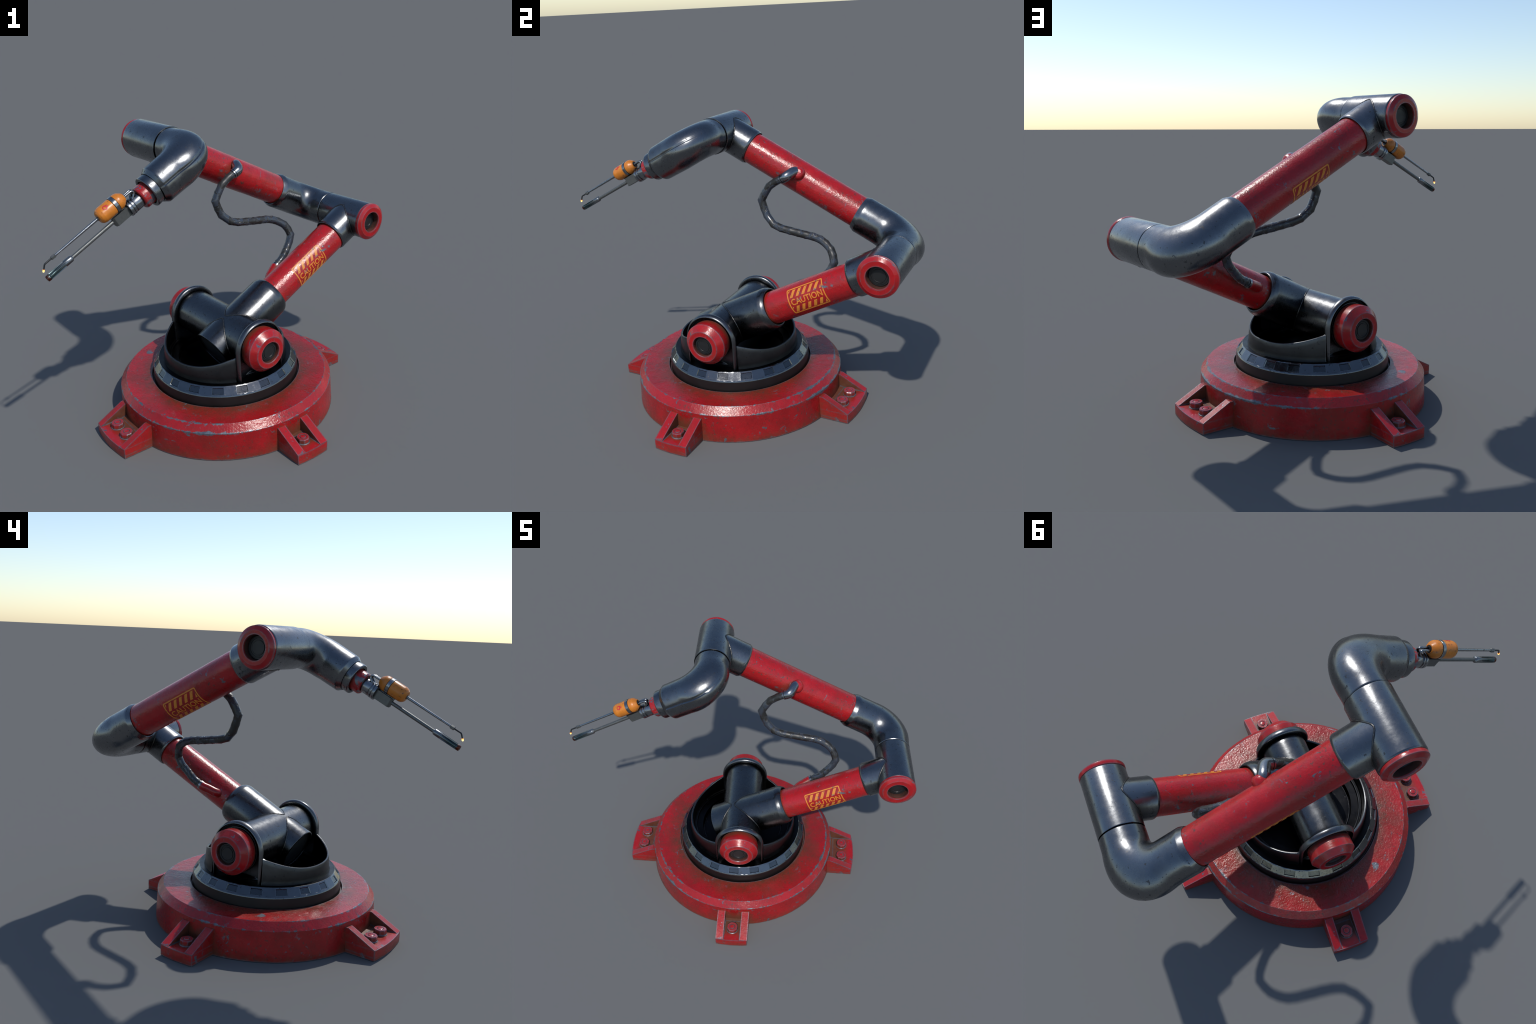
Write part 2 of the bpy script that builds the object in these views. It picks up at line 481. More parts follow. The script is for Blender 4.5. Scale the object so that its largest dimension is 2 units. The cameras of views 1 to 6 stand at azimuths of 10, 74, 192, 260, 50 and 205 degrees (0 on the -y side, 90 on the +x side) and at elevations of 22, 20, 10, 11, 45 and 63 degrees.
def make_foot(half):
    """Slab with an arched nose and a sloping rib along either side. x = outwards."""
    bm = bmesh.new()
    R, n = 0.867, 8
    a0 = math.asin(half / R)

    def prism(outline, lo, hi):
        low = [bm.verts.new((x, y, lo(x, y))) for x, y in outline]
        top = [bm.verts.new((x, y, hi(x, y))) for x, y in outline]
        bm.faces.new(low[::-1])
        bm.faces.new(top)
        k = len(outline)
        for i in range(k):
            j = (i + 1) % k
            bm.faces.new((low[i], low[j], top[j], top[i]))

    nose = [(R * math.cos(a0 * t), R * math.sin(a0 * t)) for t in [-1 + 2 * i / n for i in range(n + 1)]]
    prism([(0.60, -half)] + nose + [(0.60, half)], lambda x, y: 0.0, lambda x, y: 0.062)
    x_end = R * math.cos(a0) - 0.0006
    wide = 0.052 if half < 0.15 else 0.046
    for s in (1, -1):
        y0, y1 = s * (half - wide), s * (half + 0.0012)
        prof = [(0.62, 0.02), (x_end, 0.02), (x_end, 0.0635), (0.682, 0.150), (0.62, 0.150)]
        a = [bm.verts.new((x, y0, z)) for x, z in prof]
        b = [bm.verts.new((x, y1, z)) for x, z in prof]
        bm.faces.new(a)
        bm.faces.new(b[::-1])
        for i in range(5):
            j = (i + 1) % 5
            bm.faces.new((a[i], b[i], b[j], a[j]))
    # fillet plate at the back of the pocket
    prism([(0.62, -half + wide * 0.9), (0.706, -half + wide * 0.9), (0.706, half - wide * 0.9), (0.62, half - wide * 0.9)],
          lambda x, y: 0.03, lambda x, y: 0.0635 if x > 0.65 else 0.075)
    bmesh.ops.bevel(bm, geom=[e for e in bm.edges if e.calc_face_angle(0) > 0.6], offset=0.0028, segments=1, affect="EDGES")
    return bm


def make_bolt():
    bm = lathe([(0.0, 0.0), (0.0, 0.041), (0.004, 0.041), (0.006, 0.038)], 24)
    prof = [(0.004, 0.0), (0.004, 0.0385), (0.030, 0.0385), (0.0345, 0.034), (0.0345, 0.021), (0.0315, 0.0195), (0.0315, 0.0175), (0.0355, 0.0165), (0.0365, 0.013), (0.0365, 0.0)]
    lathe(prof[:4], 8, bm)
    lathe([(0.0345, 0.0345), (0.0345, 0.021), (0.031, 0.0195), (0.031, 0.0178), (0.0350, 0.0165), (0.0362, 0.013), (0.0362, 0.0)], 32, bm)
    return bm


short_foot = long_foot = bolt = None
for k in range(4):
    turn = base_world @ Matrix.Rotation(k * math.pi / 2, 4, "Z")
    if k % 2 == 0:
        short_foot = finish(make_foot(0.110), "foot", base, turn, M_SHORT_FOOT, 25) if short_foot is None else short_foot
        if k:
            repeat(short_foot, base, turn)
        spots = [(0.772, 0.0)]
    else:
        long_foot = finish(make_foot(0.1725), "foot", base, turn, M_LONG_FOOT, 25) if long_foot is None else long_foot
        if k > 1:
            repeat(long_foot, base, turn)
        spots = [(0.770, -0.060), (0.772, 0.060)]
    for x, y in spots:
        w = turn @ Matrix.Translation((x, y, 0.0615)) @ Matrix.Rotation(random.uniform(0, 1), 4, "Z")
        if bolt is None:
            bolt = finish(make_bolt(), "bolt", base, w, M_CAP, 25)
        else:
            repeat(bolt, base, w)

# ------------------------------------------------------------------ turntable
arm_world = frame(ORIGIN, UP, A)                       # x = A, y = -B
N_PADS, PER = 19, 12
prof = rounded([(0.196, 0.455), (0.196, 0.4685), (0.279, 0.4665), (0.2865, 0.4625), (0.2895, 0.4602), (0.3285, 0.4305), (0.3325, 0.4260), (0.331, 0.4200),
                (0.331, 0.300)], 0.0015, 1)
bm = bmesh.new()
n = N_PADS * PER
rings = []
for z, r in prof:
    ring = []
    for i in range(n):
        ph = ((i / PER) + 0.5) % 1.0
        rr = r
        if 0.288 < z < 0.3295 and r > 0.4285:          # 38 flat facets round the bevel
            half = PER // 2
            off = ((i + half / 2) % half - half / 2) / n * TAU
            rr = r * math.cos(math.pi / (2 * N_PADS)) / math.cos(off) * 1.0015
        ring.append(bm.verts.new((rr * math.cos(TAU * i / n), rr * math.sin(TAU * i / n), z)))
    rings.append(ring)
for r0, r1 in zip(rings, rings[1:]):
    for i in range(n):
        bm.faces.new((r0[i], r0[(i + 1) % n], r1[(i + 1) % n], r1[i]))
# sink a pad into the sloping band at every N-th step
bm.faces.ensure_lookup_table()
pads = {}
for f in bm.faces:
    c = f.calc_center_median()
    if 0.29 < c.z < 0.328 and 0.432 < math.hypot(c.x, c.y) < 0.4595 and f.calc_area() > 1e-4:
        i = (math.atan2(c.y, c.x) % TAU) / TAU * n
        k, off = divmod(i + PER / 2, PER)
        if abs(off - PER / 2) < PER * 0.25:
            pads.setdefault(int(k) % N_PADS, []).append(f)
for k, fs in pads.items():
    bmesh.ops.inset_region(bm, faces=fs, thickness=0.0035, depth=0.0, use_even_offset=True)
    bmesh.ops.inset_region(bm, faces=fs, thickness=0.0030, depth=-0.0050, use_even_offset=True)
for f in bm.faces:
    c = f.calc_center_median()
    f.material_index = 1 if c.z < 0.278 else (2 if math.hypot(c.x, c.y) < 0.4275 else 0)
for fs in pads.values():
    for f in fs:
        f.material_index = 3
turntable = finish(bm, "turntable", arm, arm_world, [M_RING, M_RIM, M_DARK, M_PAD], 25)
for p in turntable.data.polygons:
    if p.material_index in (0, 3) and 0.288 < p.center.z < 0.3290:
        p.use_smooth = False


def rim_height(x, y):
    ay = min(abs(y), 0.352)
    return 0.417 + 0.076 * (ay / 0.355) ** 3.2


bm = bmesh.new()
n = 160
rings = []
COLS = 20
for j in range(COLS):
    ring = []
    for i in range(n):
        t = TAU * i / n
        cx, cy = math.cos(t), math.sin(t)
        h = rim_height(0.382 * cx, 0.382 * cy)
        outer = lambda z: 0.3935 - 0.014 * max(0.0, (z - 0.322)) / 0.17
        table = [(0.322, outer(0.322) + 0.004), (0.3315, outer(0.331) + 0.003), (0.338, outer(0.338)), (0.36, outer(0.36)), (h - 0.03, outer(h - 0.03)), (h - 0.006, outer(h) + 0.0005),
                 (h - 0.002, outer(h) - 0.0012), (h, outer(h) - 0.004), (h, outer(h) - 0.009), (h - 0.002, outer(h) - 0.0125), (h - 0.006, outer(h) - 0.014),
                 (0.375, 0.366), (0.350, 0.364), (0.345, 0.360), (0.345, 0.346), (0.338, 0.343), (0.262, 0.335), (0.262, 0.296), (0.292, 0.292), (0.292, 0.280)]
        z, r = table[j]
        x, y = r * cx, r * cy
        flat = 0.345 if y < 0 else 0.329            # let in behind the bracket plates
        if j < 12 and abs(x) < 0.172 and abs(y) > flat:
            y = math.copysign(flat + (0.003 if j < 7 else -0.003), y)
        ring.append(bm.verts.new((x, y, z)))
    rings.append(ring)
for r0, r1 in zip(rings, rings[1:]):
    for i in range(n):
        bm.faces.new((r0[i], r0[(i + 1) % n], r1[(i + 1) % n], r1[i]))
bm.faces.new(rings[-1])
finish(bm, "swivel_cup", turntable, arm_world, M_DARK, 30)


def make_bracket():
    """Upright plate with a round head and a rolled rim. x = along the arm, y = up, z = outwards."""
    bm = bmesh.new()
    R, foot = 0.171, -0.215
    rim = [(0.032, 0.000), (0.022, -0.002), (0.012, -0.0015), (0.005, 0.001), (0.001, 0.006), (0.000, 0.011), (0.0, 0.018), (0.0012, 0.0245),
           (0.0040, 0.0310), (0.0075, 0.0360), (0.0110, 0.0385), (0.0130, 0.0388), (0.0140, 0.0380), (0.0152, 0.0300), (0.0160, 0.0150), (0.030, 0.0135)]
    outline = []
    for d, z in rim:
        r = R - d
        pts = [(r, foot), (r, foot * 0.66), (r, foot * 0.33)]
        pts += [(r * math.cos(math.pi * i / 40), r * math.sin(math.pi * i / 40)) for i in range(41)]
        pts += [(-r, foot * 0.33), (-r, foot * 0.66), (-r, foot)]
        outline.append([bm.verts.new((x, y, z)) for x, y in pts])
    for a, b in zip(outline, outline[1:]):
        for i in range(len(a) - 1):
            bm.faces.new((a[i], a[i + 1], b[i + 1], b[i]))
    bm.faces.new(outline[-1])
    bm.faces.new(outline[0][::-1])
    return bm


for s in (1, -1):
    w = frame(at(0, 0.336 if s > 0 else -0.320, 0.510), B * s, A)
    # local y must point up
    if w.col[1].xyz.dot(UP) < 0:
        w = w @ Matrix.Rotation(math.pi, 4, "Z")
    finish(make_bracket(), "pivot_bracket", turntable, w, M_BRACKET, 40)


# ------------------------------------------------------------------ pipe joints
def weld(R, r, direction=1, bead=0.0048, step=128):
    """Closed path of the weld where a branch of radius r (along z) leaves a barrel of radius R (along y)."""
    path, radii = [], []
    for i in range(step):
        t = TAU * i / step
        x, y = r * math.cos(t), r * math.sin(t)
        z = math.sqrt(max(0.0, R * R - x * x))
        wob = noise.noise(Vector((x * 90, y * 90, direction * 5.0)))
        k = 1.0 + 0.0015 * wob
        path.append(Vector((x * k, y * k, direction * (z + 0.0006))))
        radii.append(bead * (0.85 + 0.4 * noise.noise(Vector((x * 140, y * 140, 3.0)))))
    return path, radii


def tee(name, pos, branch_dir, cap_sign, reach, P, cap_r, cap_len):
    """T-piece: barrel along the joint axis, branch towards the tube, red end cap."""
    world = frame(pos, branch_dir, B.cross(branch_dir) * -1)   # z = branch, y = +-B
    ysign = 1 if world.col[1].xyz.dot(B) * cap_sign > 0 else -1
    bm = bmesh.new()
    body = rounded([(-0.189, 0.095), (-0.189, P - 0.0010), (-0.186, P), (0.158, P + 0.0005), (0.165, P - 0.005), (0.165, 0.095)], 0.003, 2)
    barrel = lathe(body, 72)
    barrel.transform(Matrix.Rotation(-math.pi / 2 * ysign, 4, "X"))
    me = bpy.data.meshes.new("tmp")
    barrel.to_mesh(me)
    barrel.free()
    bm.from_mesh(me)
    bpy.data.meshes.remove(me)
    r = P - 0.0025
    lathe(rounded([(0.02, r), (reach - 0.012, r), (reach, r - 0.006), (reach, 0.108), (reach - 0.012, 0.1065), (reach - 0.012, 0.09)], 0.003, 2), 72, bm)
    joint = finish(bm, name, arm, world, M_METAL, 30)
    p, rr = weld(P, r)
    finish(sweep(p, rr, 8, closed=True), "weld_seam", joint, world, M_WELD, 60)
    cap_world = world @ Matrix.Rotation(-math.pi / 2 * ysign, 4, "X")
    prof = rounded([(0.150, 0.100), (0.163, cap_r - 0.0025), (0.168, cap_r), (cap_len - 0.016, cap_r), (cap_len, cap_r - 0.024), (cap_len, 0.0685), (cap_len - 0.0035, 0.0665), (0.166, 0.0655)], 0.0, 1)
    finish(lathe(prof, 48), "end_cap", joint, cap_world, [M_CAP], 28)
    finish(lathe([(cap_len - 0.008, 0.0662), (0.150, 0.0650), (0.150, 0.05)], 48), "cap_bore", joint, cap_world, M_BORE, 30)
    finish(plug(0.064, 0.162), "cap_plug", joint, cap_world, M_PLUG, 30)
    return joint


def plug(r, z):
    return lathe([(z - 0.006, r), (z - 0.002, r - 0.004), (z - 0.002, r * 0.82), (z + 0.001, r * 0.80), (z + 0.001, r * 0.74), (z - 0.002, r * 0.72),
                  (z - 0.002, r * 0.64), (z + 0.0015, r * 0.62), (z + 0.0015, r * 0.57), (z, r * 0.55), (z, 0)], 48)


elbow = tee("elbow_joint", ELBOW, -LOWER_DIR, 1, 0.217, 0.1210, 0.1235, 0.2010)
head = tee("head_joint", HEAD, -UPPER_DIR, -1, 0.224, 0.1185, 0.1150, 0.2000)

# ------------------------------------------------------------------ shoulder: crossing pipes on the pivot
shoulder_pos = at(0, LOWER_SIDE, 0.510)
sh_world = frame(shoulder_pos, LOWER_DIR, LOWER_UP)   # z along the lower arm, y = -+B
RS = 0.1395
bm = bmesh.new()
ys = 1 if sh_world.col[1].xyz.dot(B) > 0 else -1
tmp = lathe(rounded([(-0.345, 0.10), (-0.345, RS - 0.004), (-0.30, RS), (0.30, RS), (0.345, RS - 0.004), (0.345, 0.10)], 0.003, 2), 80)
tmp.transform(Matrix.Translation((0, -ys * LOWER_SIDE, 0)) @ Matrix.Rotation(math.pi / 2, 4, "X"))
me = bpy.data.meshes.new("tmp")
tmp.to_mesh(me)
tmp.free()
bm.from_mesh(me)
bpy.data.meshes.remove(me)
r = RS - 0.0005
lathe(rounded([(0.0, r), (0.328, r), (0.350, r - 0.006), (0.368, 0.121), (0.366, 0.112), (0.345, 0.108), (0.345, 0.08)], 0.006, 3), 80, bm)
lathe(rounded([(0.0, r), (-0.178, r), (-0.181, r - 0.003), (-0.181, r - 0.011), (-0.176, r - 0.013), (-0.02, r - 0.013)], 0.002, 2), 80, bm)
shoulder = finish(bm, "shoulder_joint", arm, sh_world, M_SHOULDER, 30)
finish(lathe([(-0.1795, r - 0.0118), (-0.160, r - 0.0135), (-0.150, 0.0)], 64), "stub_dark_disc", shoulder, sh_world, M_STUB_BLACK, 30)  # added black disc, makes the inside of the open stub look dark
for d in (1, -1):
    p, rr = weld(RS, r, d, 0.0048)
    finish(sweep(p, rr, 8, closed=True), "weld_seam", shoulder, sh_world, M_WELD, 60)
for s in (1, -1):
    w = frame(PIVOT, B * s, A)
    prof = rounded([(0.340, 0.110), (0.352, 0.1300), (0.368, 0.1330), (0.428, 0.1345), (0.466, 0.100), (0.466, 0.068), (0.463, 0.0660), (0.452, 0.0655)], 0.0, 1)
    finish(lathe(prof, 40), "pivot_cap", shoulder, w, M_CAP, 28)
    finish(lathe([(0.461, 0.0658), (0.440, 0.0650), (0.440, 0.05)], 48), "cap_bore", shoulder, w, M_BORE, 30)
    finish(plug(0.0605, 0.450), "cap_plug", shoulder, w, M_PLUG, 30)

# ------------------------------------------------------------------ arm tubes
lower_world = frame(at(0.326, LOWER_SIDE, 0.6689), LOWER_DIR, LOWER_UP)
lower = finish(lathe(rounded([(-0.03, 0.09), (-0.03, 0.1040), (0.612, 0.1040), (0.612, 0.09)], 0.002, 1), 72), "lower_arm", arm, lower_world, M_TUBE, 30)
upper_world = frame(at(0.012, -0.3504, 1.5792), UPPER_DIR, UPPER_UP)
upper = finish(lathe(rounded([(-0.85, 0.09), (-0.85, 0.1035), (0.016, 0.1035), (0.016, 0.09)], 0.002, 1), 72), "upper_arm", arm, upper_world, M_TUBE, 30)


# ------------------------------------------------------------------ painted caution signs (thin raised paint)
def clip(poly, a, b, c):
    """Keep the part of the polygon where a*x + b*y <= c."""
    out = []
    for i, p in enumerate(poly):
        q = poly[(i + 1) % len(poly)]
        fp, fq = a * p[0] + b * p[1] - c, a * q[0] + b * q[1] - c
        if fp <= 0:
            out.append(p)
        if fp * fq < 0:
            t = fp / (fp - fq)
            out.append((p[0] + t * (q[0] - p[0]), p[1] + t * (q[1] - p[1])))
    return out


def rounded_rect(w, h, r, n=5):
    pts = []
    for cx, cy, a0 in ((w - r, h - r, 0), (r, h - r, 90), (r, r, 180), (w - r, r, 270)):
        pts += [(cx + r * math.cos(rad(a0 + 90 * i / n)), cy + r * math.sin(rad(a0 + 90 * i / n))) for i in range(n + 1)]
    return pts


def sign_flat(W, H):
    """Flat sign mesh: double frame, slanted stripes above and below the word."""
    bm = bmesh.new()
    o = [bm.verts.new((x, y, 0)) for x, y in rounded_rect(W, H, 0.010)]
    b = 0.0072
    i = [bm.verts.new((x + b, y + b, 0)) for x, y in rounded_rect(W - 2 * b, H - 2 * b, 0.005)]
    for k in range(len(o)):
        j = (k + 1) % len(o)
        bm.faces.new((o[k], o[j], i[j], i[k]))
    m = 0.0125
    pitch = (W - 2 * m) / 5.45
    for lo, hi, shift in ((H * 0.655, H - m, 0.10), (m, H * 0.315, 0.10)):
        lean = (hi - lo) * 0.62
        for k in range(-2, 7):
            x0 = m + (k + shift) * pitch
            poly = [(x0, lo), (x0 + pitch * 0.50, lo), (x0 + pitch * 0.50 + lean, hi), (x0 + lean, hi)]
            poly = clip(clip(poly, -1, 0, -m), 1, 0, W - m)
            if len(poly) > 2:
                bm.faces.new([bm.verts.new((x, y, 0)) for x, y in poly])
    cu = bpy.data.curves.new("word", "FONT")
    cu.body = "CAUTION"
    cu.align_x, cu.align_y = "CENTER", "CENTER"
    cu.size = 1.0
    cu.offset = 0.014
    cu.resolution_u = 3
    ob = bpy.data.objects.new("word", cu)
    bpy.context.scene.collection.objects.link(ob)
    dg = bpy.context.evaluated_depsgraph_get()
    me = ob.evaluated_get(dg).to_mesh()
    xs, yv = [v.co.x for v in me.vertices], [v.co.y for v in me.vertices]
    sx, sy = (W - 2 * m - 0.010) / (max(xs) - min(xs)), H * 0.235 / (max(yv) - min(yv))
    cx, cy = (max(xs) + min(xs)) / 2, (max(yv) + min(yv)) / 2
    bm2 = bmesh.new()
    bm2.from_mesh(me)
    for v in bm2.verts:
        v.co = Vector(((v.co.x - cx) * sx + W / 2, (v.co.y - cy) * sy + H * 0.485, 0))
    me2 = bpy.data.meshes.new("tmp")
    bm2.to_mesh(me2)
    bm.from_mesh(me2)
    bm2.free()
    bpy.data.meshes.remove(me2)
    ob.evaluated_get(dg).to_mesh_clear()
    bpy.data.objects.remove(ob)
    bpy.data.curves.remove(cu)
    return bm


def thicken(bm, cuts):
    for y in cuts:
        bmesh.ops.bisect_plane(bm, geom=bm.verts[:] + bm.edges[:] + bm.faces[:], plane_co=(0, y, 0), plane_no=(0, 1, 0))
    bmesh.ops.triangulate(bm, faces=[f for f in bm.faces if len(f.verts) > 4])
    for f in bm.faces:
        if f.normal.z < 0:
            f.normal_flip()
    res = bmesh.ops.extrude_face_region(bm, geom=bm.faces[:])
    for v in res["geom"]:
        if isinstance(v, bmesh.types.BMVert):
            v.co.z = 1.0


def wrap_sign(s0, s1, phi0, phi1, R, sgn):
    """Roll the flat sign on to the tube: x runs along the tube, y = 0 lies at phi1."""
    W, H = s1 - s0, R * rad(abs(phi1 - phi0))
    bm = sign_flat(W, H)
    thicken(bm, [H * i / 26 for i in range(1, 26)])
    for v in bm.verts:
        s, f = s0 + v.co.x, rad(phi1) + (rad(phi0) - rad(phi1)) * v.co.y / H
        r = R + (0.0009 if v.co.z > 0.5 else -0.0012)
        v.co = Vector((r * math.cos(f), sgn * r * math.sin(f), s))
    return bm


lsg = 1 if lower_world.col[1].xyz.dot(B) > 0 else -1
usg = 1 if upper_world.col[1].xyz.dot(B) > 0 else -1
finish(wrap_sign(0.174, 0.431, 35, 127, 0.1040, lsg), "caution_sign", lower, lower_world, M_SIGN, 40)
finish(wrap_sign(-0.549, -0.288, -91.5, -184, 0.1035, usg), "caution_sign", upper, upper_world, M_SIGN, 40)

# ------------------------------------------------------------------ elbow pipe (T to upper arm) and wrist pipe
path = bend_path(at(1.053, LOWER_SIDE - 0.1905, 1.0315), ELBOW_CORNER, ELBOW_CORNER + UPPER_DIR * (1.1915 - 0.866), 0.188, 24, 4, 8)
r0 = PIPE + 0.0006
inv = Matrix.Translation(ELBOW_CORNER).inverted()
pts = [inv @ p for p in path]
radii = [r0] * len(pts)
d = UPPER_DIR
# neck of the elbow at the joint, and chamfered mouth
pts = [pts[0] + B * 0.010, pts[0] - B * 0.0035, pts[0] - B * 0.0045, pts[0] - B * 0.0075] + pts[1:]
radii = [r0 - 0.008, r0 - 0.008, r0 - 0.003, r0 - 0.0003] + radii[1:]
end = pts[-1]
pts += [end + d * 0.004, end + d * 0.024, end + d * 0.030, end + d * 0.0302, end + d * 0.016]
radii += [r0 - 0.0012, 0.1125, 0.1095, 0.106, 0.1045]
bm = bmesh.new()


def sweep_dirs(pts, radii, dirs, n, up):
    """Sweep with given section normals (so that steps in radius keep their plane)."""
    bm = bmesh.new()
    x = (up - dirs[0] * up.dot(dirs[0])).normalized()
    rings = []
    for p, r, t in zip(pts, radii, dirs):
        x = (x - t * x.dot(t)).normalized()
        y = t.cross(x)
        rings.append([bm.verts.new(p + r * (x * math.cos(TAU * k / n) + y * math.sin(TAU * k / n))) for k in range(n)])
    for a, b in zip(rings, rings[1:]):
        for k in range(n):
            bm.faces.new((a[k], a[(k + 1) % n], b[(k + 1) % n], b[k]))
    return bm


def swell(bm, pts, dirs, n, d0, d1, amount):
    """Cast elbows are fatter on the outside of the bend."""
    bis = (d0 - d1).normalized()
    total = d0.angle(d1)
    bm.verts.ensure_lookup_table()
    for i, (p, t) in enumerate(zip(pts, dirs)):
        w = math.sin(math.pi * min(1.0, d0.angle(t) / total)) ** 1.15 if d0.angle(t) > 1e-4 else 0.0
        if w < 1e-4:
            continue
        out = (bis - t * bis.dot(t)).normalized()
        for q in range(n):
            v = bm.verts[i * n + q]
            rel = v.co - p
            f = rel.dot(out) / rel.length
            if f > 0:
                v.co += out * amount * w * f


def bend_dirs(path, d0, d1):
    dirs = []
    for i in range(len(path)):
        if i == 0:
            dirs.append(d0)
        elif i == len(path) - 1:
            dirs.append(d1)
        else:
            dirs.append(((path[i] - path[i - 1]).normalized() + (path[i + 1] - path[i]).normalized()).normalized())
    return dirs


dirs = [-B] * 4 + bend_dirs(path, -B, d)[1:] + [d] * 5
bm = sweep_dirs(pts, radii, dirs, 72, UP)
swell(bm, pts, dirs, 72, -B, UPPER_DIR, 0.0455)
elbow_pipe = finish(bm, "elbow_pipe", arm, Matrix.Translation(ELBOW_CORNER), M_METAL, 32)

# wrist pipe: round on top, with a boxier outer half below a crease
WR = 0.1130
path = bend_path(at(-0.188, -0.3504 + 0.1885, 1.685), HEAD_CORNER, HEAD_CORNER + TOOL_DIR * 0.283, 0.172, 24, 4, 12)
dirs = bend_dirs(path, B, TOOL_DIR)
n = 120
inv = Matrix.Translation(HEAD_CORNER).inverted()
pts = [inv @ p for p in path]
radii = [WR - 0.0030 * min(1.0, max(0.0, (p.dot(TOOL_DIR) - 0.12) / 0.163)) for p in pts]
pts = [pts[0] - B * 0.008, pts[0] + B * 0.0025, pts[0] + B * 0.004, pts[0] + B * 0.008] + pts[1:]
radii = [WR - 0.009, WR - 0.009, WR - 0.003, WR] + radii[1:]
dirs = [B] * 4 + dirs[1:]
end = pts[-1]
for dz, rr in ((0.0025, WR - 0.0045), (0.005, WR - 0.0065), (0.020, WR - 0.0155), (0.0245, WR - 0.0190), (0.0245, WR - 0.030)):
    pts.append(end + TOOL_DIR * dz)
    radii.append(rr)
    dirs.append(TOOL_DIR)
tfr = frame(Vector((0, 0, 0)), TOOL_DIR, TOOL_UP)
tinv = tfr.inverted()
bsg = 1 if tfr.col[1].xyz.dot(B) > 0 else -1
bm = sweep_dirs(pts, radii, dirs, n, UP)
swell(bm, pts, dirs, n, B, TOOL_DIR, 0.0385)
rings = len(pts)
bm.verts.ensure_lookup_table()
# angle of every vertex column, read on the straight end (0 = top, 90 = outer side)
last = rings - 6
angle = []
for q in range(n):
    rel = bm.verts[last * n + q].co - pts[last]
    angle.append(math.degrees(math.atan2(rel.dot(B), rel.dot(TOOL_UP))) % 360)
for ri in range(rings):
    c = pts[ri]
    s = c.dot(TOOL_DIR)
    # strength of the crease along the pipe: full on the straight, gone inside the bend
    k = min(1.0, max(0.0, (s - 0.004) / 0.13))
    k = k * k * (3 - 2 * k)
    fall = min(1.0, max(0.0, (0.305 - s) / 0.03))
    for q in range(n):
        phi = angle[q]
        bulge = 0.0
        if 78.5 < phi <= 250:
            bulge = 0.0085 * min(1.0, 0.55 + 0.45 * (phi - 78.5) / 25.0) * min(1.0, (250 - phi) / 80)
        elif 73.5 < phi <= 78.5:
            bulge = -0.0028
        v = bm.verts[ri * n + q]
        rel = v.co - c
        v.co = c + rel * (1 + k * (0.5 + 0.5 * fall) * bulge / WR)
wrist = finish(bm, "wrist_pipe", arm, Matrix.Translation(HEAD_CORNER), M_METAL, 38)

tool_world = frame(HEAD_CORNER, TOOL_DIR, TOOL_UP)
finish(lathe(rounded([(0.300, 0.080), (0.300, 0.0905), (0.348, 0.0925), (0.353, 0.0895), (0.353, 0.0725), (0.340, 0.0705), (0.330, 0.06)], 0.003, 2), 64),
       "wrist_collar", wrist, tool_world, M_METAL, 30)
finish(lathe(rounded([(0.325, 0.05), (0.325, 0.0655), (0.398, 0.0655), (0.407, 0.058), (0.407, 0.0)], 0.004, 3), 56), "wrist_stub", wrist, tool_world, M_WORN, 30)

# ------------------------------------------------------------------ hose with its fittings
hose_pts = [(0.2908, -0.1890, 1.4317), (0.240, -0.194, 1.4065), (0.190, -0.196, 1.3720), (0.158, -0.196, 1.327), (0.1306, -0.1953, 1.2767), (0.1480, -0.193, 1.224), (0.1690, -0.188, 1.1760),
            (0.222, -0.168, 1.1270), (0.278, -0.160, 1.109), (0.343, -0.1555, 1.0985), (0.400, -0.155, 1.090), (0.452, -0.1525, 1.0825), (0.505, -0.1500, 1.0760), (0.553, -0.1450, 1.0640),
            (0.594, -0.132, 1.045), (0.632, -0.1130, 1.0180), (0.652, -0.097, 0.984), (0.6640, -0.0830, 0.9440), (0.6450, -0.0770, 0.8990), (0.622, -0.070, 0.872), (0.5985, -0.0630, 0.8480),
            (0.576, -0.059, 0.824), (0.5540, -0.0570, 0.8040), (0.524, -0.054, 0.786), (0.4970, -0.0500, 0.7710)]
world_pts = [at(*p) for p in hose_pts]
h_origin = world_pts[9]
dense, radii = [], []
for i in range(len(world_pts) - 1):
    for k in range(4):
        dense.append(world_pts[i].lerp(world_pts[i + 1], k / 4) - h_origin)
dense.append(world_pts[-1] - h_origin)
for i in range(len(dense)):
    radii.append(0.0252 + (0.0014 if i % 4 == 0 else 0.0) + random.uniform(-0.0005, 0.0005))
hose = finish(sweep(dense, radii, 18), "hose", arm, Matrix.Translation(h_origin), M_RUBBER, 40)


def local_sweep(path, radii, name, parent, mat, n=28, sharp=40):
    o = Vector(path[0])
    return finish(sweep([Vector(p) - o for p in path], radii, n), name, parent, Matrix.Translation(o), mat, sharp)


def smooth_path(ctrl, n=24):
    """Quadratic-ish smooth curve by repeated corner cutting."""
    pts = [Vector(p) for p in ctrl]
    for _ in range(3):
        new = [pts[0]]
        for a, b in zip(pts, pts[1:]):
            new += [a.lerp(b, 0.25), a.lerp(b, 0.75)]
        pts = new + [pts[-1]]
    return pts


